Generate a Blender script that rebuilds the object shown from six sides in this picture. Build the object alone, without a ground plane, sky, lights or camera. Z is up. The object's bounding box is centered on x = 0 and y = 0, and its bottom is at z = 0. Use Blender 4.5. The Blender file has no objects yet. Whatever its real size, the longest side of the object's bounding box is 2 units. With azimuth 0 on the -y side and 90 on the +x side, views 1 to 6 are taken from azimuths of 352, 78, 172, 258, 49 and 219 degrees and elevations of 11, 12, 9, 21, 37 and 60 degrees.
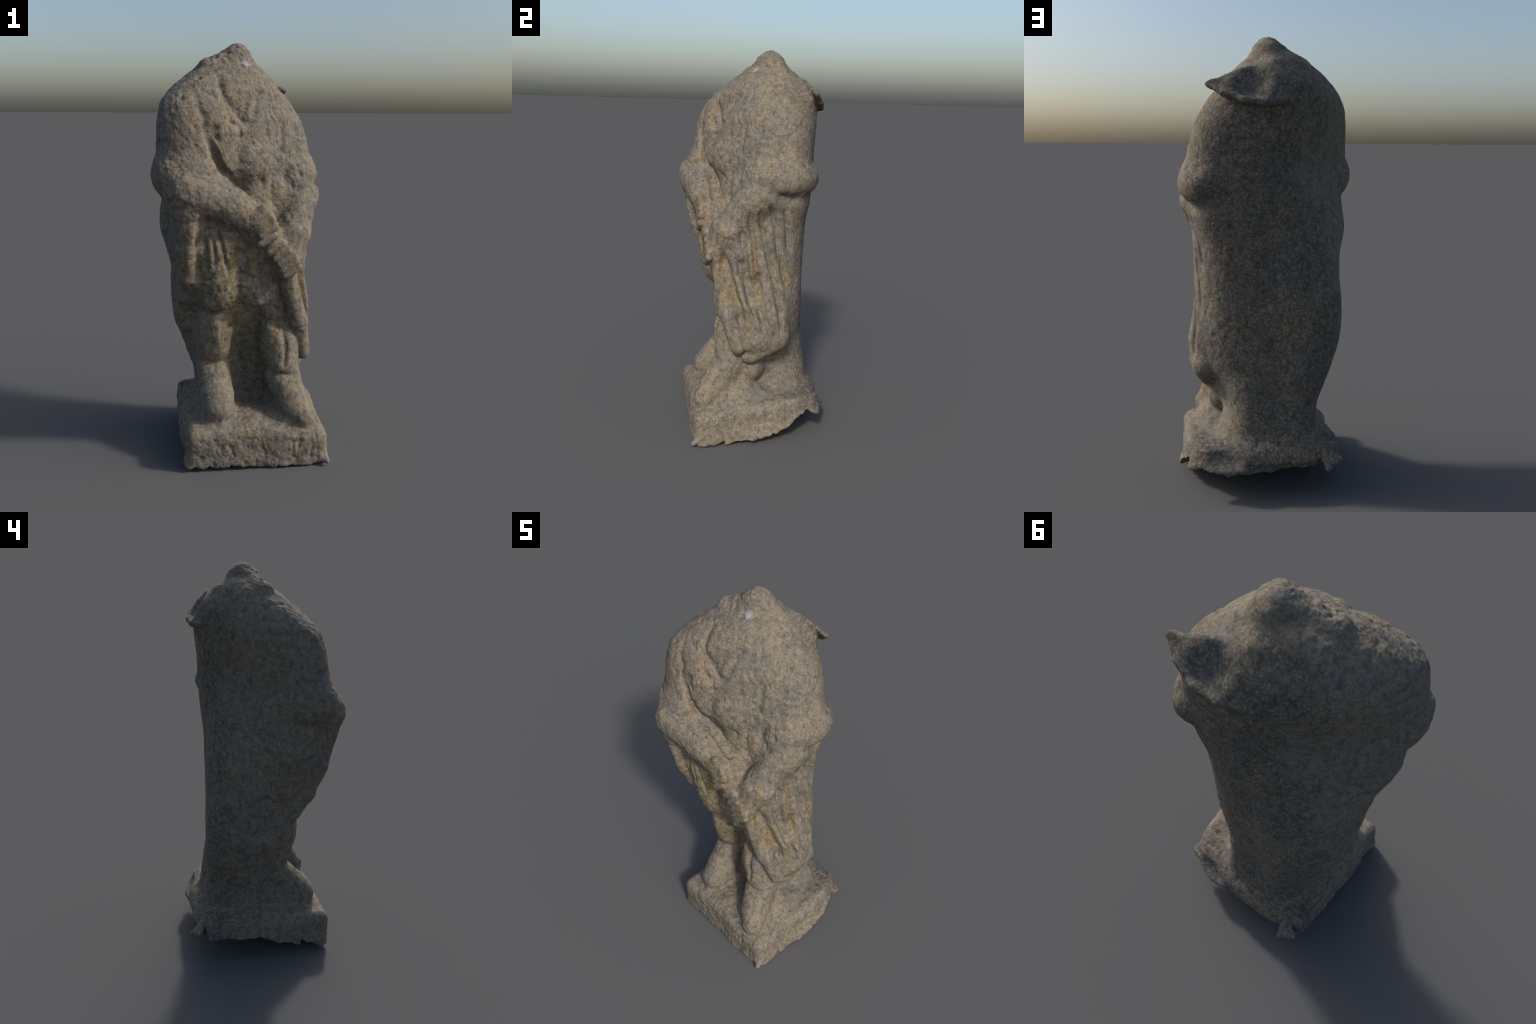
"""Weathered headless stone statue: a standing draped figure on a broken-edged plinth.

The body is modelled as one implicit surface (lofted body sections + rounded limbs, blended
smoothly), polygonised, chiselled with relief strokes, and split into named anatomical parts.
"""
import bpy, math
import numpy as np

F32 = np.float32
CELL = 0.0048                      # polygonising step, metres
LO = np.array([-0.50, -0.50, -0.03]); HI = np.array([0.50, 0.48, 2.03])

# ------------------------------------------------------------------ helpers
def smooth(e0, e1, x):
    t = np.clip((x - e0) / (e1 - e0), 0, 1)
    return t * t * (3 - 2 * t)

def hash3(i, j, k, seed):
    h = (i * 374761393 + j * 668265263 + k * 2147483647 + seed * 1274126177) & 0xFFFFFFFF
    h = ((h ^ (h >> 13)) * 1274126177) & 0xFFFFFFFF
    h = h ^ (h >> 16)
    return (h & 0xFFFF).astype(F32) / 32767.5 - 1.0

def noise(P, scale, seed=0):
    """value noise in -1..1 at points P (N,3), `scale` cells per metre (number or triple)"""
    Q = P * np.asarray(scale, dtype=np.float64) + 37.3 * (seed + 1)
    I = np.floor(Q).astype(np.int64); f = (Q - I).astype(F32); f = f * f * (3 - 2 * f)
    out = np.zeros(len(P), F32)
    for c in range(8):
        d = [(c >> a) & 1 for a in range(3)]
        w = np.ones(len(P), F32)
        for a in range(3):
            w *= f[:, a] if d[a] else 1 - f[:, a]
        out += w * hash3(I[:, 0] + d[0], I[:, 1] + d[1], I[:, 2] + d[2], seed)
    return out

def fractal(P, scale, octaves, seed=0, gain=0.55):
    s = np.asarray(scale, dtype=np.float64); out = np.zeros(len(P), F32); a = 1.0; tot = 0
    for o in range(octaves):
        out += a * noise(P, s * 2.03 ** o, seed + 11 * o); tot += a; a *= gain
    return out / tot

# ------------------------------------------------------------------ distance functions
def d_cone(P, a, b, r1, r2, flat=None):
    """limb: rounded cone from a to b; `flat`=(axis, factor) squashes it along one axis"""
    a = np.array(a, F32); b = np.array(b, F32)
    Q = P - a; ab = b - a
    if flat is not None:
        s = np.ones(3, F32); s[flat[0]] = 1 / flat[1]; Q = Q * s; ab = ab * s
    t = np.clip((Q @ ab) / max(float(ab @ ab), 1e-9), 0, 1)
    d = np.sqrt(((Q - t[:, None] * ab) ** 2).sum(1)) - (r1 + t * (r2 - r1))
    return d

def d_ball(P, c, r):
    """ellipsoid with radii r"""
    r = np.array(r, F32); Q = P - np.array(c, F32)
    k0 = np.sqrt(((Q / r) ** 2).sum(1)); k1 = np.sqrt(((Q / r ** 2) ** 2).sum(1)) + 1e-6
    return k0 * (k0 - 1) / k1

def d_plate(P, a, b, c, th):
    """triangular shard of thickness 2*th"""
    a, b, c = (np.array(v, F32) for v in (a, b, c))
    n = np.cross(b - a, c - a); n = n / np.linalg.norm(n)
    def seg(p, q):
        pq = q - p; t = np.clip(((P - p) @ pq) / float(pq @ pq), 0, 1)
        return np.sqrt(((P - p - t[:, None] * pq) ** 2).sum(1))
    inside = np.ones(len(P), bool)
    for p, q in ((a, b), (b, c), (c, a)):
        inside &= ((P - p) @ np.cross(n, q - p)) >= 0
    e = np.minimum(np.minimum(seg(a, b), seg(b, c)), seg(c, a))
    return np.where(inside, np.abs((P - a) @ n), e) - th

def catmull(keys, z):
    """smooth interpolation of rows (z, v1, v2...) at heights z"""
    K = np.array(keys, float); zs = K[:, 0]
    m = np.gradient(K[:, 1:], zs, axis=0)
    i = np.clip(np.searchsorted(zs, z) - 1, 0, len(zs) - 2)
    h = zs[i + 1] - zs[i]; t = np.clip((z - zs[i]) / h, 0, 1)[:, None]; h = h[:, None]
    p0, p1, m0, m1 = K[i, 1:], K[i + 1, 1:], m[i] * h, m[i + 1] * h
    return (2*t**3-3*t**2+1)*p0 + (t**3-2*t**2+t)*m0 + (-2*t**3+3*t**2)*p1 + (t**3-t**2)*m1

def d_loft(P, keys):
    """body lofted through horizontal sections; row = z, centre x, centre y, then the radius in twelve
    compass directions (0 = front -y, 90 = +x, 180 = back +y, 270 = -x)"""
    z = P[:, 2].astype(float); z0, z1 = keys[0][0], keys[-1][0]
    nz, na = 500, 360
    tab = catmull(keys, np.linspace(z0, z1, nz)); cxy = tab[:, :2]; R = tab[:, 2:]
    ring = np.concatenate([R[:, -2:], R, R[:, :3]], 1)          # periodic cubic over the angle
    u = np.arange(na) * 12.0 / na; i = u.astype(int); t = (u - i)[None]
    p0, p1, p2, p3 = (ring[:, i + 1 + c] for c in range(4))
    T = 0.5 * (2*p1 + (p2-p0)*t + (2*p0-5*p1+4*p2-p3)*t**2 + (3*p1-p0-3*p2+p3)*t**3)
    T = np.concatenate([T, T[:, :1]], 1)
    fz = np.clip((z - z0) / (z1 - z0) * (nz - 1), 0, nz - 1.001); iz = fz.astype(int); fz = fz - iz
    cx = cxy[iz, 0] * (1 - fz) + cxy[iz + 1, 0] * fz; cy = cxy[iz, 1] * (1 - fz) + cxy[iz + 1, 1] * fz
    dx = P[:, 0] - cx; dy = P[:, 1] - cy; r = np.sqrt(dx * dx + dy * dy)
    fa = (np.arctan2(dx, -dy) / (2 * np.pi) % 1.0) * na; ia = np.minimum(fa.astype(int), na - 1); fa = fa - ia
    Rr = (T[iz, ia] * (1 - fa) + T[iz, ia + 1] * fa) * (1 - fz) + (T[iz + 1, ia] * (1 - fa) + T[iz + 1, ia + 1] * fa) * fz
    d = (r - Rr) * 0.9
    over = np.maximum(np.maximum(z - z1, z0 - z), 0)
    d = np.where(over > 0, np.sqrt(np.maximum(d, 0) ** 2 + over ** 2), d)
    return d.astype(F32)

# ------------------------------------------------------------------ the statue, part by part
PRIMS = []          # (group, op, function, blend radius, bounding box)

def put(group, fn, k=0.03, box=None, op="add"):
    PRIMS.append((group, op, fn, k, box))

def limb(group, a, b, r1, r2, k=0.03, flat=None, op="add"):
    a_, b_ = np.array(a), np.array(b); R = max(r1, r2) + k * 1.5 + 0.03
    if flat: R = R * max(1.0, flat[1])
    put(group, lambda P: d_cone(P, a, b, r1, r2, flat), k,
        (np.minimum(a_, b_) - R, np.maximum(a_, b_) + R), op)

def ball(group, c, r, k=0.03, op="add"):
    R = np.array(r) + k * 1.5 + 0.03; c_ = np.array(c)
    put(group, lambda P: d_ball(P, c, r), k, (c_ - R, c_ + R), op)

def shard(group, a, b, c, th=0.006, k=0.012):
    V = np.array([a, b, c]); R = th + k * 1.5 + 0.03
    put(group, lambda P: d_plate(P, a, b, c, th), k, (V.min(0) - R, V.max(0) + R))

# cloaked body: legs wrapped below, hips square, shoulders twisted so that the -x one comes forward
BODY = [  # z, cx, cy | front 0, 30, 60, +x 90, 120, 150, back 180, 210, 240, -x 270, 300, 330
    (0.16, 0, 0, .10, .13, .20, .25, .28, .350, .345, .352, .280, .23, .19, .13),
    (0.25, 0, 0, .07, .09, .16, .21, .265, .312, .297, .305, .245, .20, .155, .10),
    (0.35, 0, 0, .06, .06, .13, .21, .24, .296, .270, .290, .240, .19, .15, .09),
    (0.45, 0, 0, .06, .065, .16, .26, .265, .287, .252, .298, .275, .20, .155, .09),
    (0.55, 0, 0, .08, .09, .20, .35, .31, .274, .256, .312, .312, .235, .185, .10),
    (0.65, 0, 0, .12, .135, .25, .370, .325, .278, .253, .315, .338, .288, .215, .14),
    (0.75, 0, 0, .175, .19, .26, .346, .328, .275, .255, .315, .350, .298, .25, .20),
    (0.85, 0, 0, .205, .21, .26, .332, .328, .275, .257, .307, .346, .313, .285, .26),
    (0.95, 0, 0, .215, .22, .265, .328, .328, .277, .255, .294, .328, .322, .335, .30),
    (1.05, 0, 0, .225, .215, .265, .327, .332, .280, .250, .285, .318, .33, .375, .325),
    (1.15, 0, 0, .22, .20, .265, .340, .345, .284, .246, .265, .306, .350, .405, .33),
    (1.25, 0, 0, .205, .19, .265, .36, .370, .298, .244, .246, .278, .326, .408, .325),
    (1.35, 0, 0, .195, .19, .26, .362, .372, .306, .238, .224, .242, .302, .40, .32),
    (1.45, 0, 0, .20, .19, .250, .345, .37, .312, .242, .213, .230, .288, .408, .325),
    (1.55, 0, 0, .205, .190, .230, .332, .375, .316, .258, .228, .248, .312, .415, .325),
    (1.65, 0, 0, .187, .175, .208, .298, .357, .326, .270, .254, .270, .328, .408, .30),
    (1.72, 0, 0, .168, .160, .182, .250, .322, .322, .280, .266, .283, .335, .384, .265),
    (1.80, 0, .02, .175, .155, .165, .198, .245, .272, .252, .240, .245, .288, .305, .212),
    (1.87, 0, .05, .130, .125, .130, .148, .165, .170, .170, .160, .178, .208, .208, .155),
    (1.915, .01, .07, .088, .078, .075, .080, .088, .082, .080, .098, .130, .148, .140, .108),
    (1.955, .012, .07, .055, .05, .05, .05, .055, .055, .055, .055, .06, .065, .065, .06),
]
put("cloak", lambda P: d_loft(P, BODY), 0.02)

# belly
ball("torso", (0.025, -0.042, 1.452), (0.178, 0.185, 0.172), 0.02)
ball("torso", (0.02, 0.0, 1.62), (0.14, 0.178, 0.16), 0.05)
limb("torso", (0.06, -0.045, 1.38), (0.06, -0.06, 1.10), 0.125, 0.135, 0.05)

# stump of the broken neck, with the lower lump beside it
ball("neck", (0.012, 0.068, 1.938), (0.060, 0.066, 0.064), 0.03)
limb("neck", (-0.02, 0.06, 1.915), (-0.125, 0.01, 1.868), 0.058, 0.062, 0.02)
limb("neck", (0.03, 0.075, 1.915), (0.085, 0.10, 1.845), 0.05, 0.055, 0.03)
limb("neck", (0.0, 0.165, 1.865), (0.02, 0.10, 1.90), 0.045, 0.05, 0.03)

# torn collar at the back: a hollow leaf-shaped ledge that runs out into a sharp tip
T, U, W = (0.284, 0.250, 1.789), (0.14, 0.218, 1.846), (0.05, 0.200, 1.858)
L1, L2, L3, L4 = (0.225, 0.285, 1.752), (0.14, 0.314, 1.724), (0.05, 0.308, 1.716), (-0.06, 0.272, 1.726)
COLLAR = ((T, U, L1, 0.006), (U, L1, L2, 0.008), (U, W, L2, 0.009), (W, L2, L3, 0.010), (W, L3, L4, 0.010))
put("collar", lambda P: np.min([d_plate(P, a, b, c, th) for a, b, c, th in COLLAR], axis=0), 0.025,
    (np.array([-0.16, 0.12, 1.62]), np.array([0.36, 0.40, 1.96])))

ball("collar", (0.095, 0.225, 1.765), (0.130, 0.070, 0.075), 0.03)
ball("collar", (0.105, 0.383, 1.860), (0.150, 0.150, 0.150), 0.02, op="cut")      # shallow dish in the ledge

for a, b, r in ((T, U, 0.007), (U, W, 0.010), (T, L1, 0.007), (L1, L2, 0.009), (L2, L3, 0.010), (L3, L4, 0.010)):
    limb("collar", a, b, 0.003 if a is T else r, r, 0.012)                                                        # raised rim

# arm that crosses the body (on -x), under the draped shoulder
limb("arm", (-0.235, -0.13, 1.62), (-0.275, -0.19, 1.42), 0.12, 0.11, 0.05)
ball("arm", (-0.300, -0.178, 1.400), (0.110, 0.148, 0.110), 0.03)
limb("arm", (-0.245, -0.225, 1.44), (-0.195, -0.250, 1.40), 0.085, 0.085, 0.03)
limb("arm", (-0.255, -0.278, 1.330), (-0.06, -0.255, 1.258), 0.102, 0.086, 0.025)
limb("arm", (-0.06, -0.255, 1.258), (0.085, -0.24, 1.170), 0.086, 0.071, 0.025)
limb("hand", (0.085, -0.235, 1.165), (0.15, -0.225, 1.06), 0.075, 0.065, 0.03)
# arm on +x
limb("arm.001", (0.20, 0.11, 1.60), (0.265, 0.085, 1.42), 0.105, 0.115, 0.05)
ball("arm.001", (0.288, 0.075, 1.376), (0.122, 0.19, 0.116), 0.03)
limb("arm.001", (0.308, -0.02, 1.300), (0.252, -0.170, 1.12), 0.100, 0.076, 0.03)
limb("hand.001", (0.240, -0.185, 1.105), (0.205, -0.228, 0.970), 0.074, 0.062, 0.04)
limb("cloak", (0.285, -0.115, 1.16), (0.285, -0.125, 1.00), 0.050, 0.045, 0.04)
# deep pocket between belly and forearm
limb("cloak", (0.280, -0.06, 1.20), (0.265, -0.05, 0.92), 0.070, 0.072, 0.03)
limb("torso", (0.150, -0.225, 1.40), (0.160, -0.235, 1.29), 0.018, 0.032, 0.025, op="cut")
limb("torso", (0.160, -0.225, 1.29), (0.180, -0.235, 1.18), 0.040, 0.030, 0.02, op="cut")
limb("torso", (-0.155, -0.290, 1.58), (-0.100, -0.262, 1.43), 0.015, 0.021, 0.014, op="cut")
limb("torso", (-0.100, -0.262, 1.43), (-0.01, -0.228, 1.350), 0.022, 0.026, 0.014, op="cut")
limb("torso", (-0.01, -0.228, 1.350), (0.10, -0.225, 1.255), 0.026, 0.026, 0.014, op="cut")

# fingers
for g, tips, y in (("hand", ((0.024, 1.214), (0.046, 1.190), (0.068, 1.162), (0.082, 1.130), (0.080, 1.092)), -0.296),
                   ("hand.001", ((0.122, 1.046), (0.152, 1.016), (0.174, 0.988), (0.190, 0.960), (0.198, 0.934)), -0.272)):
    for i, (x, z) in enumerate(tips):
        limb(g, (x - 0.004, y - 0.008, z - 0.004), (x + 0.060, y - 0.004, z + 0.036), 0.0160, 0.018, 0.007)

# tunic skirt between the cloak edges
limb("tunic", (-0.10, -0.172, 1.16), (-0.110, -0.168, 0.90), 0.11, 0.11, 0.04)
limb("tunic", (-0.115, -0.155, 0.92), (-0.115, -0.140, 0.850), 0.112, 0.118, 0.015)
limb("tunic", (0.03, -0.150, 1.12), (0.03, -0.135, 0.88), 0.11, 0.10, 0.04)
limb("tunic", (0.09, -0.145, 1.02), (0.125, -0.135, 0.84), 0.10, 0.09, 0.04)
# front edge of the cloak on -x
limb("cloak", (-0.258, -0.285, 1.23), (-0.250, -0.250, 1.06), 0.062, 0.050, 0.04)
limb("cloak", (-0.250, -0.250, 1.06), (-0.248, -0.200, 0.92), 0.050, 0.046, 0.03)
limb("cloak", (-0.248, -0.200, 0.92), (-0.250, -0.125, 0.82), 0.046, 0.045, 0.03)
limb("cloak", (-0.250, -0.125, 0.82), (-0.258, -0.02, 0.66), 0.045, 0.05, 0.03)

# legs
limb("leg", (-0.123, -0.095, 0.82), (-0.124, -0.088, 0.64), 0.100, 0.096, 0.02)
limb("leg", (-0.124, -0.088, 0.64), (-0.125, -0.085, 0.45), 0.096, 0.074, 0.02)
limb("leg.001", (0.165, -0.10, 0.92), (0.168, -0.115, 0.77), 0.085, 0.088, 0.02)
limb("leg.001", (0.170, -0.120, 0.72), (0.193, -0.140, 0.57), 0.076, 0.092, 0.012)
limb("leg.001", (0.193, -0.140, 0.57), (0.214, -0.162, 0.43), 0.092, 0.076, 0.02)
# boots, heel to toe, standing on the plinth
limb("foot", (-0.126, -0.088, 0.43), (-0.121, -0.180, 0.310), 0.079, 0.080, 0.02)
limb("foot", (-0.121, -0.180, 0.310), (-0.114, -0.238, 0.268), 0.080, 0.068, 0.02)
limb("foot", (-0.125, -0.06, 0.30), (-0.118, -0.21, 0.255), 0.082, 0.074, 0.03)
limb("foot.001", (0.212, -0.158, 0.392), (0.246, -0.245, 0.285), 0.086, 0.070, 0.012)
limb("foot.001", (0.246, -0.235, 0.28), (0.290, -0.30, 0.232), 0.068, 0.052, 0.02)
limb("foot.001", (0.205, -0.10, 0.29), (0.248, -0.24, 0.245), 0.076, 0.062, 0.03)

# scabbard held under both hands
limb("cloak", (0.19, -0.055, 0.60), (0.20, -0.055, 0.36), 0.085, 0.085, 0.02)      # stone left standing behind the leg
limb("scabbard", (0.200, -0.225, 0.99), (0.278, -0.180, 0.68), 0.042, 0.046, 0.010)
limb("scabbard", (0.278, -0.180, 0.68), (0.314, -0.130, 0.505), 0.046, 0.036, 0.012)
limb("scabbard", (0.268, -0.150, 0.99), (0.312, -0.085, 0.72), 0.032, 0.040, 0.012)
limb("scabbard", (0.245, -0.170, 0.98), (0.278, -0.125, 0.70), 0.036, 0.042, 0.015)
limb("scabbard", (0.312, -0.085, 0.72), (0.300, -0.06, 0.52), 0.040, 0.050, 0.02)
# cloak that hangs over the scabbard on +x, with its hem
limb("cloak", (0.252, 0.00, 1.15), (0.248, 0.02, 0.80), 0.086, 0.083, 0.03)
limb("cloak", (0.255, 0.02, 0.80), (0.28, -0.01, 0.56), 0.09, 0.09, 0.02)
limb("cloak", (0.275, -0.06, 0.45), (0.29, 0.07, 0.54), 0.05, 0.07, 0.02)

# plinth: a slab whose underside is broken away towards the back
def base_under(P):
    right = smooth(-0.10, 0.25, P[:, 0])
    y = P[:, 1]
    zl = np.interp(y, [-0.40, -0.29, -0.18, -0.02, 0.19, 0.40], [0.002, 0.026, 0.066, 0.122, 0.155, 0.158])
    zr = np.interp(y, [-0.40, -0.28, 0.05, 0.15, 0.22, 0.40], [0.000, 0.006, 0.050, 0.130, 0.160, 0.148])
    return zl * (1 - right) + zr * right

PX = ((-0.36, -0.10, 0.08, 0.18, 0.32), (0.403, 0.405, 0.404, 0.385, 0.335))     # the +x edge, front to back
def d_plinth(P):
    top = 0.205 + 0.02 * smooth(-0.3, 0.25, P[:, 1]) - 0.035 * smooth(0.1, 0.4, P[:, 0]) * smooth(0.1, -0.35, P[:, 1])
    xl = -0.285 + 0.018 * noise(P, (1, 9, 5), 3); xr = np.interp(P[:, 1], PX[0], PX[1]) + 0.014 * noise(P, (1, 8, 5), 4)
    yf = -0.352 - 0.010 * smooth(0.05, 0.2, P[:, 0]) + 0.006 * noise(P, (8, 1, 8), 5); yb = 0.300 + 0.035 * smooth(0.28, 0.12, P[:, 0]) * smooth(-0.28, -0.15, P[:, 0]) + 0.012 * noise(P, (7, 1, 6), 6)
    rr = 0.045
    qx = np.maximum(xl + rr - P[:, 0], P[:, 0] - xr + rr)
    qy = np.maximum(yf + rr - P[:, 1], P[:, 1] - yb + rr)
    qz = P[:, 2] - top + rr
    q = np.stack([qx, qy, qz], 1)
    return (np.sqrt((np.maximum(q, 0) ** 2).sum(1)) + np.minimum(q.max(1), 0) - rr).astype(F32)
ball("plinth", (0.22, -0.12, 0.19), (0.13, 0.18, 0.09), 0.04)      # mound under the feet
ball("plinth", (0.05, -0.13, 0.185), (0.14, 0.18, 0.065), 0.04)
ball("plinth", (-0.13, -0.08, 0.19), (0.13, 0.18, 0.07), 0.04)
put("plinth", d_plinth, 0.05, (np.array([-0.45, -0.47, -0.1]), np.array([0.5, 0.48, 0.36])))

def d_under(P):
    """everything below the broken edge: jagged along the rim, hollow inside"""
    zb = base_under(P)
    jag = 0.004 + 0.010 * noise(P, (28, 28, 0), 21) + 0.008 * noise(P, (70, 70, 0), 22)
    rim = np.minimum(np.minimum(P[:, 0] + 0.285, 0.385 - P[:, 0]), np.minimum(P[:, 1] + 0.352, 0.31 - P[:, 1]))
    hollow = 0.045 * smooth(0.025, 0.06, rim)
    return (P[:, 2] - np.maximum(zb + jag, 0.002) - hollow).astype(F32)
put("plinth", d_under, 0.008, (np.array([-0.5, -0.5, -0.1]), np.array([0.52, 0.5, 0.30])), op="cut")
# splayed, torn lip of mortar along the broken edge of the sides and the back
def d_lip(P):
    x, y, z = P[:, 0], P[:, 1], P[:, 2]
    zb = base_under(P)
    ang = np.stack([x, y, np.zeros_like(x)], 1)
    tear = 0.024 * noise(ang, (11, 11, 1), 31) + 0.007 * noise(ang, (48, 48, 1), 32)
    reach = smooth(-0.22, -0.05, y) * (0.55 + 0.45 * smooth(-0.1, 0.1, x)) * (0.75 + 0.45 * noise(ang, (9, 9, 1), 33))
    rr = 0.05
    qx = np.maximum(-0.285 + rr - x, x - np.interp(y, PX[0], PX[1]) + 0.008 + rr); qy = np.maximum(-0.34 + rr - y, y - 0.295 + rr)
    q = np.stack([qx, qy], 1)
    wall = np.sqrt((np.maximum(q, 0) ** 2).sum(1)) + np.minimum(q.max(1), 0) - rr
    h = np.clip((zb + 0.055 - z) / 0.07, 0, 0.95)
    d = np.abs(wall - (0.034 + 0.026 * smooth(0.24, 0.30, y)) * reach * h ** 1.5 + 0.004) - 0.007
    d = np.maximum(d * 0.75, zb - 0.014 - 0.012 * smooth(0.24, 0.30, y) + tear - z)
    d = np.maximum(d, z - zb - 0.06)
    d = np.maximum(d, x - 0.422)
    return np.where(reach > 0.02, d, 1.0).astype(F32)
put("plinth", d_lip, 0.008, (np.array([-0.45, -0.3, -0.05]), np.array([0.5, 0.46, 0.30])))
# shards at the front corner
shard("plinth", (0.398, -0.372, 0.022), (0.36, -0.33, 0.03), (0.385, -0.30, 0.06), 0.009)
shard("plinth", (0.385, -0.30, 0.006), (0.38, -0.22, 0.02), (0.38, -0.26, 0.07), 0.006)
shard("plinth", (-0.22, 0.375, 0.140), (-0.28, 0.34, 0.17), (-0.20, 0.30, 0.21), 0.010)

# ------------------------------------------------------------------ polygonise (surface nets)
def build_grid():
    n = np.ceil((HI - LO) / CELL).astype(int) + 1
    ax = [(LO[a] + CELL * np.arange(n[a])).astype(F32) for a in range(3)]
    D = np.full(n, 1.0, F32)
    for group, op, fn, k, box in PRIMS:
        if box is None:
            s = [slice(0, n[a]) for a in range(3)]
        else:
            s = [slice(max(0, int((box[0][a] - LO[a]) / CELL)), min(n[a], int((box[1][a] - LO[a]) / CELL) + 2)) for a in range(3)]
        for x0 in range(s[0].start, s[0].stop, 24):          # slabs, to bound memory
            sx = slice(x0, min(x0 + 24, s[0].stop))
            X, Y, Z = np.meshgrid(ax[0][sx], ax[1][s[1]], ax[2][s[2]], indexing="ij")
            P = np.stack([X.ravel(), Y.ravel(), Z.ravel()], 1)
            d = fn(P).reshape(X.shape).astype(F32)
            V = D[sx, s[1], s[2]]
            if op == "add":
                h = np.clip(0.5 + 0.5 * (V - d) / k, 0, 1)
                D[sx, s[1], s[2]] = V + (d - V) * h - k * h * (1 - h)
            else:
                h = np.clip(0.5 - 0.5 * (V + d) / k, 0, 1)
                D[sx, s[1], s[2]] = V + (-d - V) * h + k * h * (1 - h)
    return D, n

def surface_nets(D, n):
    S = D < 0
    c = np.zeros(tuple(n - 1), np.int8)
    for i in range(8):
        o = [(i >> a) & 1 for a in range(3)]
        c += S[o[0]:n[0]-1+o[0], o[1]:n[1]-1+o[1], o[2]:n[2]-1+o[2]]
    act = (c > 0) & (c < 8)
    idx = np.full(act.shape, -1, np.int64); cells = np.argwhere(act); idx[act] = np.arange(len(cells))
    acc = np.zeros((len(cells), 3)); cnt = np.zeros(len(cells))
    for a in range(3):
        for i in range(4):
            o = [0, 0, 0]; b, e = [q for q in range(3) if q != a]
            o[b] = i & 1; o[e] = i >> 1
            p = cells + o; q = p.copy(); q[:, a] += 1
            d0 = D[tuple(p.T)]; d1 = D[tuple(q.T)]
            m = (d0 < 0) != (d1 < 0)
            t = np.where(m, d0 / np.where(m, d0 - d1, 1), 0)
            pos = np.array(o, float)[None].repeat(len(cells), 0); pos[:, a] = t
            acc += pos * m[:, None]; cnt += m
    V = LO + CELL * (cells + acc / cnt[:, None])
    quads = []
    for a in range(3):
        b, e = (a + 1) % 3, (a + 2) % 3
        lo = [slice(1, -1)] * 3; lo[a] = slice(0, -1); hi = list(lo); hi[a] = slice(1, None)
        A, B = S[tuple(lo)], S[tuple(hi)]
        base = np.array([1, 1, 1]); base[a] = 0
        for mask, flip in ((A & ~B, False), (~A & B, True)):
            g = np.argwhere(mask) + base
            def at(db, de):
                h = g.copy(); h[:, b] += db; h[:, e] += de
                return idx[tuple(h.T)]
            f = np.stack([at(-1, -1), at(0, -1), at(0, 0), at(-1, 0)], 1)
            quads.append(f[:, ::-1] if flip else f)
    return V, np.concatenate(quads)

D, n = build_grid()
V, Q = surface_nets(D, n)
del D

def keep_largest(V, Q):
    lab = np.arange(len(V))
    for _ in range(200):
        m = lab[Q].min(1); new = lab.copy()
        for c in range(4):
            np.minimum.at(new, Q[:, c], m)
        new = new[new]
        if (new == lab).all(): break
        lab = new
    big = np.bincount(lab).argmax(); keep = lab == big
    re = np.cumsum(keep) - 1
    return V[keep], re[Q[keep[Q[:, 0]]]]
V, Q = keep_largest(V, Q)

def normals(V):
    e1 = V[Q[:, 2]] - V[Q[:, 0]]; e2 = V[Q[:, 3]] - V[Q[:, 1]]
    fn = np.cross(e1, e2); N = np.zeros_like(V)
    for c in range(4):
        for a in range(3):
            N[:, a] += np.bincount(Q[:, c], fn[:, a], len(V))
    return N / (np.linalg.norm(N, axis=1, keepdims=True) + 1e-12)

def relax(V, times, w=0.5):
    E = np.concatenate([Q[:, [i, (i + 1) % 4]] for i in range(4)])
    E = np.concatenate([E, E[:, ::-1]]); deg = np.bincount(E[:, 0], minlength=len(V))[:, None]
    for _ in range(times):
        S = np.stack([np.bincount(E[:, 0], V[E[:, 1], a], len(V)) for a in range(3)], 1)
        V = V + w * (S / deg - V)
    return V
V = relax(V, 2)
N = normals(V)

# which part every vertex belongs to: the nearest primitive
best = np.full(len(V), 9.0, F32); who = np.zeros(len(V), int); GROUPS = []
Vf = V.astype(F32)
for group, op, fn, k, box in PRIMS:
    if op != "add": continue
    if group not in GROUPS: GROUPS.append(group)
    m = np.ones(len(V), bool) if box is None else ((Vf > box[0]) & (Vf < box[1])).all(1)
    d = fn(Vf[m]); g = np.where(m)[0]
    w = d < best[g] - 0.0005
    best[g[w]] = d[w]; who[g[w]] = GROUPS.index(group)

# ------------------------------------------------------------------ chiselled relief
def stroke_distance(U, pts):
    """distance to the stroke and a taper that fades it out at both ends"""
    P = [np.array(p, float) for p in pts]
    L = np.cumsum([0] + [np.linalg.norm(q - p) for p, q in zip(P[:-1], P[1:])])
    best = np.full(len(U), 9.0); along = np.zeros(len(U))
    for a, b, l0 in zip(P[:-1], P[1:], L):
        ab = b - a; n = np.linalg.norm(ab)
        t = np.clip(((U - a) @ ab) / (n * n), 0, 1)
        d = np.sqrt(((U - a - t[:, None] * ab) ** 2).sum(1)); w = d < best
        best = np.where(w, d, best); along = np.where(w, l0 + t * n, along)
    end = np.minimum(along, L[-1] - along)
    taper = np.clip(0.25 + end / max(0.03, 0.15 * L[-1]), 0, 1) if L[-1] > 0.03 else np.ones(len(U))
    return best, taper
FRONT = smooth(-0.1, 0.5, -N[:, 1]) * (V[:, 1] < 0.02)
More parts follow.
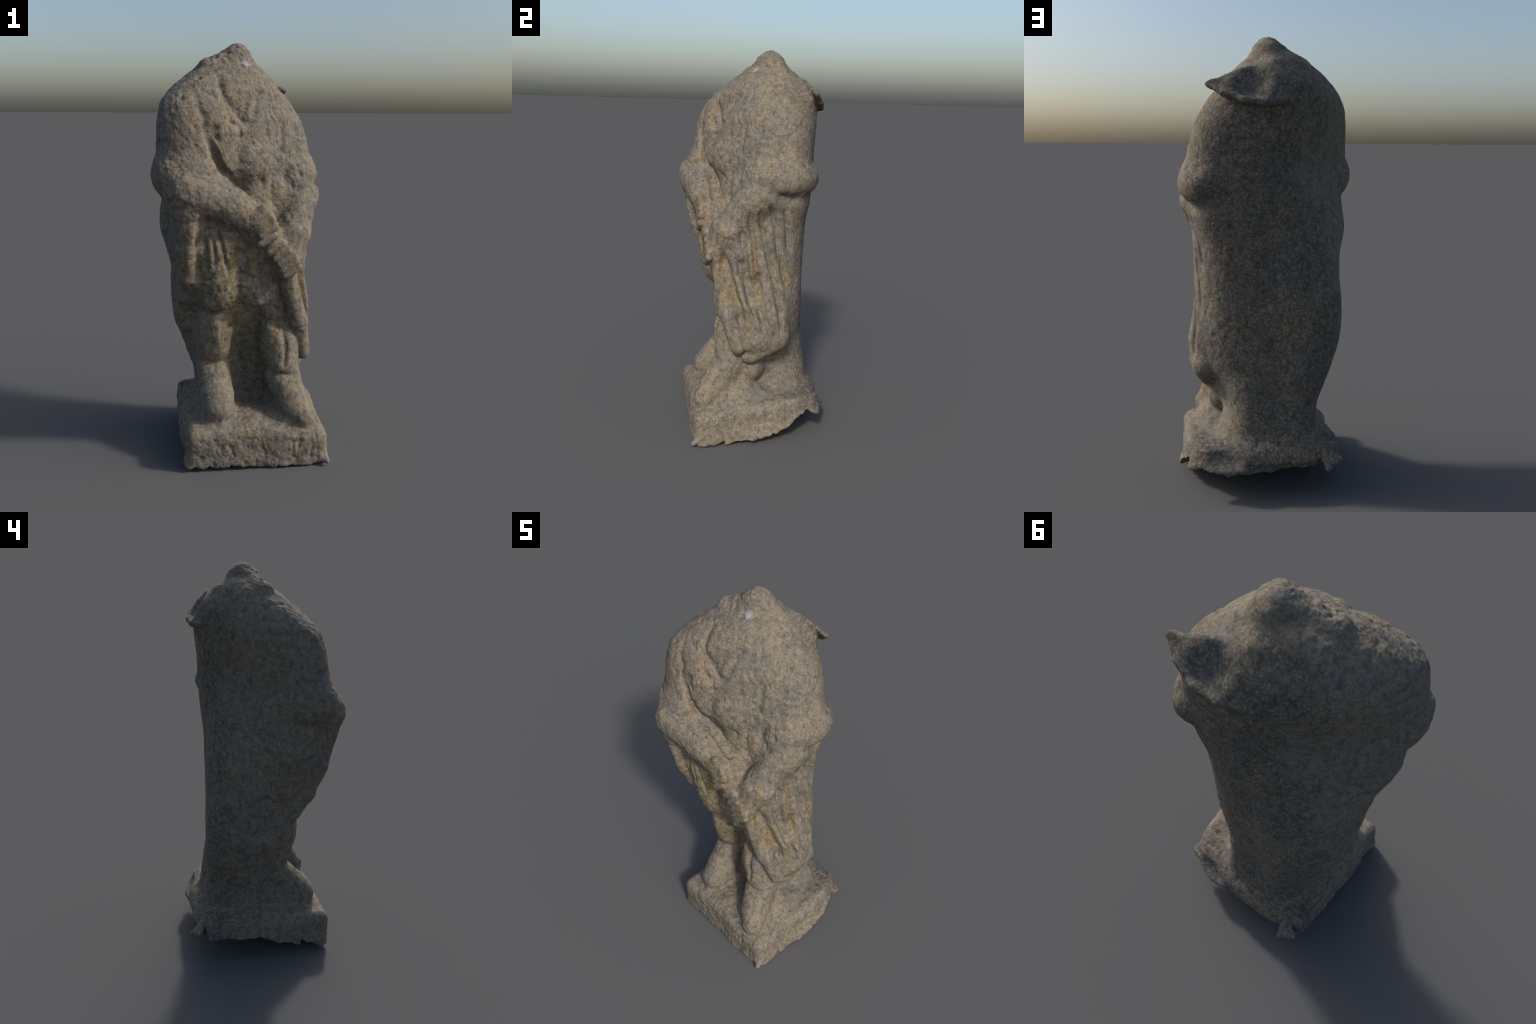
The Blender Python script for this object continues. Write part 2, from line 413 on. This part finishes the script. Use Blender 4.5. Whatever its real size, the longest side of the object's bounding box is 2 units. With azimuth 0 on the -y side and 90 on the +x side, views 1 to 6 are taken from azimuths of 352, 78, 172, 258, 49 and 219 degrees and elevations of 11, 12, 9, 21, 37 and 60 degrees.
SIDE = smooth(0.1, 0.6, N[:, 0]) * (V[:, 0] > 0.15)
disp = np.zeros(len(V))
WOBBLE = 0.005 * np.stack([noise(V, 22, 61), noise(V, 22, 62)], 1)
def chisel(face, pts, width, depth):
    """positive depth cuts a groove, negative raises a ridge; pts on the (x,z) or (y,z) plane"""
    global disp
    mask, U = (FRONT, V[:, [0, 2]]) if face == "front" else (SIDE, V[:, [1, 2]])
    lo = np.min(pts, 0) - 8 * width - 0.01; hi = np.max(pts, 0) + 8 * width + 0.01
    m = np.where((mask > 0) & (U > lo).all(1) & (U < hi).all(1))[0]
    d, taper = stroke_distance(U[m] + WOBBLE[m], pts)
    depth *= 1.3; width = width * (1.35 if face == "side" else 1.1)
    disp[m] -= depth * taper * (0.72 * np.exp(-(d / width) ** 2) + 0.28 * np.exp(-(d / (2.6 * width)) ** 2)) * mask[m]
# draped chest: worn diagonal folds that run from both shoulders to the middle
chisel("front", [(-0.215, 1.777), (-0.18, 1.66), (-0.163, 1.563), (-0.109, 1.44), (-0.025, 1.348), (0.03, 1.305)], 0.014, 0.010)
chisel("front", [(-0.10, 1.83), (-0.075, 1.745), (-0.035, 1.70), (0.0, 1.655), (0.03, 1.615)], 0.014, 0.013)
chisel("front", [(0.035, 1.61), (0.06, 1.66), (0.085, 1.74), (0.10, 1.79)], 0.015, 0.012)
chisel("front", [(-0.039, 1.668), (-0.045, 1.64), (-0.02, 1.622)], 0.010, 0.012)
chisel("front", [(-0.119, 1.631), (-0.135, 1.58), (-0.10, 1.545)], 0.016, 0.014)
chisel("front", [(-0.075, 1.60), (-0.03, 1.59), (0.03, 1.60)], 0.016, -0.007)
chisel("front", [(0.21, 1.66), (0.205, 1.51), (0.165, 1.42), (0.15, 1.34), (0.158, 1.22)], 0.014, 0.009)
chisel("front", [(0.09, 1.39), (0.11, 1.33)], 0.012, 0.010)
chisel("front", [(0.23, 1.42), (0.22, 1.36)], 0.014, 0.005)
chisel("front", [(0.29, 1.42), (0.30, 1.36)], 0.012, 0.010)
# tunic folds, belt line and hem: shallow and worn
for pts, w, dep in (([(-0.140, 1.12), (-0.133, 1.05), (-0.132, 0.97)], 0.009, 0.010), ([(-0.115, 1.15), (-0.088, 1.036), (-0.069, 0.945)], 0.010, 0.012),
                    ([(-0.205, 1.14), (-0.212, 1.04), (-0.215, 0.95)], 0.014, 0.012), ([(-0.178, 1.12), (-0.165, 0.95)], 0.010, 0.007),
                    ([(-0.222, 0.922), (-0.13, 0.924), (-0.046, 0.94), (0.085, 0.913)], 0.009, 0.004),
                    ([(-0.03, 1.08), (-0.02, 0.90), (-0.02, 0.82)], 0.014, 0.008), ([(0.08, 1.00), (0.095, 0.80)], 0.014, 0.008),
                    ([(-0.235, 1.20), (-0.245, 1.08), (-0.26, 0.95)], 0.016, -0.008)):
    chisel("front", pts, w, dep)
for x in (-0.195, -0.16, -0.125, -0.09, -0.055):
    chisel("front", [(x, 0.905), (x + 0.004, 0.835)], 0.008, 0.004)
# knees, garters, calf seam and boot tops
chisel("front", [(0.08, 0.695), (0.15, 0.690), (0.24, 0.690)], 0.011, 0.012)
chisel("front", [(0.13, 0.67), (0.20, 0.65), (0.215, 0.55), (0.205, 0.46)], 0.011, 0.010)
chisel("front", [(0.12, 0.425), (0.20, 0.425), (0.27, 0.415)], 0.012, 0.013)
chisel("front", [(0.158, 0.758), (0.160, 0.757)], 0.009, 0.012)
chisel("front", [(0.085, 0.81), (0.082, 0.76)], 0.014, -0.012)
chisel("front", [(-0.20, 0.478), (-0.12, 0.475), (-0.04, 0.475)], 0.012, 0.013)
chisel("front", [(-0.13, 0.74), (-0.11, 0.60), (-0.10, 0.50)], 0.020, -0.006)
chisel("front", [(-0.10, 0.70), (-0.06, 0.66), (-0.03, 0.66)], 0.012, 0.006)
# sleeve groove, cuff and fanning pleats on +x
chisel("side", [(0.037, 1.739), (-0.036, 1.614), (-0.072, 1.51), (-0.123, 1.406), (-0.144, 1.331)], 0.016, 0.016)
chisel("side", [(-0.095, 1.353), (-0.019, 1.338), (0.051, 1.293), (0.122, 1.27), (0.159, 1.308)], 0.016, 0.016)
chisel("side", [(-0.205, 1.00), (-0.172, 0.865), (-0.135, 0.73), (-0.115, 0.62)], 0.010, 0.017)
chisel("side", [(-0.142, 0.96), (-0.108, 0.831), (-0.075, 0.72)], 0.010, 0.014)
chisel("side", [(-0.172, 0.99), (-0.142, 0.865), (-0.112, 0.74)], 0.016, -0.009)
PLEATS = ([(-0.14, 1.16), (-0.118, 1.06), (-0.105, 0.98), (-0.098, 0.90), (-0.080, 0.80), (-0.050, 0.68), (-0.025, 0.58)],
          [(-0.095, 1.20), (-0.065, 1.06), (-0.055, 0.95), (-0.040, 0.85), (-0.012, 0.72), (0.015, 0.60)],
          [(-0.045, 1.22), (-0.012, 1.09), (0.020, 0.95), (0.050, 0.83), (0.075, 0.70), (0.085, 0.60)],
          [(0.005, 1.25), (0.035, 1.16), (0.060, 1.04), (0.085, 0.92), (0.115, 0.80)],
          [(0.085, 1.24), (0.105, 1.12), (0.125, 1.00)])
for i, pts in enumerate(PLEATS):
    chisel("side", pts, 0.0095, 0.018 - 0.001 * i)
    chisel("side", [(y + 0.024, z) for y, z in pts], 0.014, -0.004)

# weathering: lumps and pits everywhere, gentler on the back of the cloak
rough = 0.35 + 0.65 * smooth(0.35, -0.3, N[:, 1])
rough = rough * (1 + 0.5 * smooth(1.82, 1.92, V[:, 2])) * np.where(np.isin(who, [GROUPS.index(g) for g in ("hand", "hand.001", "scabbard")]), 0.4, 1.0)
rough = rough * np.where(np.isin(who, [GROUPS.index(g) for g in ("leg", "leg.001", "foot", "foot.001")]), 0.6, 1.0)
disp += rough * (0.0045 * fractal(V, 17, 2, 70) + 0.0042 * fractal(V, 48, 3, 71) + 0.0018 * fractal(V, 110, 2, 72))
disp -= 0.014 * smooth(-0.75, -0.2, N[:, 0]) * np.maximum(fractal(V, (34, 34, 24), 2, 73) - 0.26, 0) * rough
disp += 0.003
V = V + N * disp[:, None]
V[:, 2] = np.maximum(V[:, 2], 0.0)
V[:, 2] -= V[:, 2].min()
V[:, 2] *= 2.0 / V[:, 2].max()

# ------------------------------------------------------------------ material
def stone(name):
    m = bpy.data.materials.new(name); m.use_nodes = True
    nt = m.node_tree; nd = nt.nodes; ln = nt.links; nd.clear()
    out = nd.new("ShaderNodeOutputMaterial"); bs = nd.new("ShaderNodeBsdfPrincipled")
    ln.new(bs.outputs[0], out.inputs[0])
    tc = nd.new("ShaderNodeTexCoord")
    def tex(scale, detail, rough=0.6):
        t = nd.new("ShaderNodeTexNoise"); t.inputs["Scale"].default_value = scale
        t.inputs["Detail"].default_value = detail; t.inputs["Roughness"].default_value = rough
        ln.new(tc.outputs["Object"], t.inputs["Vector"]); return t.outputs["Fac"]
    def ramp(fac, stops):
        r = nd.new("ShaderNodeValToRGB"); ln.new(fac, r.inputs[0])
        el = r.color_ramp.elements
        while len(el) < len(stops): el.new(0.5)
        for e, (p, c) in zip(el, stops):
            e.position = p; e.color = (*c, 1) if len(c) == 3 else c
        return r.outputs[0]
    def mix(fac, a, b, kind="MIX"):
        x = nd.new("ShaderNodeMix"); x.data_type = "RGBA"; x.blend_type = kind
        if isinstance(fac, float): x.inputs[0].default_value = fac
        else: ln.new(fac, x.inputs[0])
        ln.new(a, x.inputs[6]); ln.new(b, x.inputs[7]) if not isinstance(b, tuple) else setattr(x.inputs[7], "default_value", (*b, 1))
        return x.outputs[2]
    def near(c, r, soft, wobble=0.0):
        """1 inside a ball around c, 0 outside, with a ragged border"""
        d = nd.new("ShaderNodeVectorMath"); d.operation = "DISTANCE"; d.inputs[1].default_value = c
        ln.new(tc.outputs["Object"], d.inputs[0]); v = d.outputs["Value"]
        if wobble:
            t = nd.new("ShaderNodeMath"); t.operation = "MULTIPLY_ADD"; ln.new(tex(14, 4), t.inputs[0])
            t.inputs[1].default_value = wobble; ln.new(v, t.inputs[2]); v = t.outputs[0]; r = r + wobble / 2
        m = nd.new("ShaderNodeMapRange"); ln.new(v, m.inputs[0])
        m.inputs[1].default_value = r - soft; m.inputs[2].default_value = r + soft
        m.inputs[3].default_value = 1; m.inputs[4].default_value = 0
        return m.outputs[0]
    def times(a, b):
        t = nd.new("ShaderNodeMath"); t.operation = "MULTIPLY"; ln.new(a, t.inputs[0])
        if isinstance(b, float): t.inputs[1].default_value = b
        else: ln.new(b, t.inputs[1])
        return t.outputs[0]
    col = ramp(tex(6, 4), [(0.30, (0.142, 0.135, 0.120)), (0.48, (0.168, 0.148, 0.118)), (0.62, (0.186, 0.157, 0.116)), (0.75, (0.162, 0.148, 0.128))])
    ochre = ramp(tex(9.3, 5, 0.65), [(0.54, (0, 0, 0)), (0.66, (1, 1, 1))])
    col = mix(times(ochre, 0.42), col, (0.200, 0.152, 0.090))
    grey = ramp(tex(13.7, 4, 0.6), [(0.55, (0, 0, 0)), (0.68, (1, 1, 1))])
    col = mix(times(grey, 0.5), col, (0.128, 0.126, 0.116))
    # yellow-green lichen on the tunic and the leg below it
    for c, r in (((-0.10, -0.22, 0.95), 0.17), ((-0.08, -0.20, 0.62), 0.13), ((0.02, -0.10, 0.62), 0.12)):
        algae = times(near(c, r, 0.06, 0.12), ramp(tex(22, 4), [(0.40, (0, 0, 0)), (0.58, (1, 1, 1))]))
        col = mix(times(algae, 0.6), col, (0.150, 0.125, 0.048))
    # rain streaks: pale and rusty runs down the drapery
    sm = nd.new("ShaderNodeMapping"); sm.inputs["Scale"].default_value = (1, 1, 0.16); ln.new(tc.outputs["Object"], sm.inputs["Vector"])
    def streak(seed, lo, hi):
        t = nd.new("ShaderNodeTexNoise"); t.noise_dimensions = "4D"; t.inputs["W"].default_value = seed
        t.inputs["Scale"].default_value = 26; t.inputs["Detail"].default_value = 3
        ln.new(sm.outputs[0], t.inputs["Vector"]); return ramp(t.outputs["Fac"], [(lo, (0, 0, 0)), (hi, (1, 1, 1))])
    skirts = near((0.12, -0.10, 0.85), 0.42, 0.12, 0.1)
    col = mix(times(times(streak(1.0, 0.52, 0.64), skirts), 0.6), col, (0.240, 0.215, 0.185))
    col = mix(times(times(streak(5.0, 0.52, 0.64), skirts), 0.65), col, (0.200, 0.145, 0.072))
    col = mix(times(times(streak(9.0, 0.54, 0.66), skirts), 0.5), col, (0.105, 0.102, 0.090))
    spots = nd.new("ShaderNodeTexVoronoi"); spots.inputs["Scale"].default_value = 62
    ln.new(tc.outputs["Object"], spots.inputs["Vector"])
    pale = ramp(spots.outputs["Distance"], [(0.16, (1, 1, 1)), (0.34, (0, 0, 0))])
    pale = times(pale, ramp(tex(19, 3), [(0.45, (0, 0, 0)), (0.62, (1, 1, 1))]))
    col = mix(times(pale, 0.45), col, (0.30, 0.275, 0.225))
    # short upright dark flecks of weathered pits
    st = nd.new("ShaderNodeMapping"); st.inputs["Scale"].default_value = (1, 1, 0.5); ln.new(tc.outputs["Object"], st.inputs["Vector"])
    fl = nd.new("ShaderNodeTexNoise"); fl.inputs["Scale"].default_value = 105; fl.inputs["Detail"].default_value = 3
    ln.new(st.outputs[0], fl.inputs["Vector"])
    fleck = ramp(fl.outputs["Fac"], [(0.32, (0.50, 0.50, 0.52)), (0.50, (1, 1, 1))])
    col = mix(0.45, col, fleck, "MULTIPLY")
    grain = ramp(tex(95, 5, 0.70), [(0.33, (0.58, 0.58, 0.60)), (0.5, (0.99, 0.99, 0.99)), (0.68, (1.34, 1.32, 1.29))])
    col = mix(0.72, col, grain, "MULTIPLY")
    blotch = ramp(tex(34, 4, 0.6), [(0.34, (0.58, 0.58, 0.60)), (0.5, (1, 1, 1)), (0.68, (1.26, 1.25, 1.22))])
    col = mix(0.75, col, blotch, "MULTIPLY")
    sep = nd.new("ShaderNodeSeparateXYZ"); ln.new(tc.outputs["Object"], sep.inputs[0])
    wob = nd.new("ShaderNodeMath"); wob.operation = "MULTIPLY_ADD"; ln.new(tex(9, 5), wob.inputs[0]); wob.inputs[1].default_value = 0.35
    ln.new(sep.outputs[1], wob.inputs[2])
    rear = ramp(wob.outputs[0], [(0.30, (0, 0, 0)), (0.40, (1, 1, 1))])
    speck_cells = nd.new("ShaderNodeTexVoronoi"); speck_cells.inputs["Scale"].default_value = 78; ln.new(tc.outputs["Object"], speck_cells.inputs["Vector"])
    dark_speckle = ramp(speck_cells.outputs["Distance"], [(0.15, (1.20, 1.18, 1.12)), (0.42, (0.78, 0.79, 0.80)), (0.7, (0.60, 0.61, 0.63))])
    col = mix(times(rear, 0.9), col, mix(1.0, col, dark_speckle, "MULTIPLY"))
    col = mix(near((0.052, -0.028, 1.912), 0.018, 0.014, 0.03), col, (0.33, 0.39, 0.45))     # pale bluish spot
    col = mix(near((0.16, 0.350, 0.165), 0.022, 0.008, 0.02), col, (0.28, 0.21, 0.20))       # pinkish pebble
    col = mix(near((0.395, -0.365, 0.03), 0.022, 0.012, 0.03), col, (0.175, 0.158, 0.145))      # fresh grey chip
    ln.new(col, bs.inputs["Base Color"])
    bs.inputs["Roughness"].default_value = 0.92
    bs.inputs["Specular IOR Level"].default_value = 0.2
    bp = nd.new("ShaderNodeBump"); bp.inputs["Strength"].default_value = 0.55; bp.inputs["Distance"].default_value = 0.005
    ln.new(tex(110, 5, 0.65), bp.inputs["Height"]); ln.new(bp.outputs[0], bs.inputs["Normal"])
    return m
MAT = stone("weathered_sandstone")

# ------------------------------------------------------------------ split into named parts
root = bpy.data.objects.new("stone_statue", None)
bpy.context.scene.collection.objects.link(root)
root["label"] = "weathered headless stone statue of a cloaked figure on plinth"
root["category"] = "statue"

NV = normals(V)
qw = np.sort(who[Q], axis=1)
face_group = qw[:, 1]                                  # majority of the corners
for gi, g in enumerate(GROUPS):
    F = Q[face_group == gi]
    if not len(F): continue
    used, inv = np.unique(F, return_inverse=True)
    me = bpy.data.meshes.new(g.split(".")[0])
    me.from_pydata(V[used].tolist(), [], inv.reshape(F.shape).tolist())
    me.shade_smooth()
    me.normals_split_custom_set_from_vertices(NV[used].tolist())
    me.materials.append(MAT)
    ob = bpy.data.objects.new(g, me)
    bpy.context.scene.collection.objects.link(ob)
    ob.parent = root
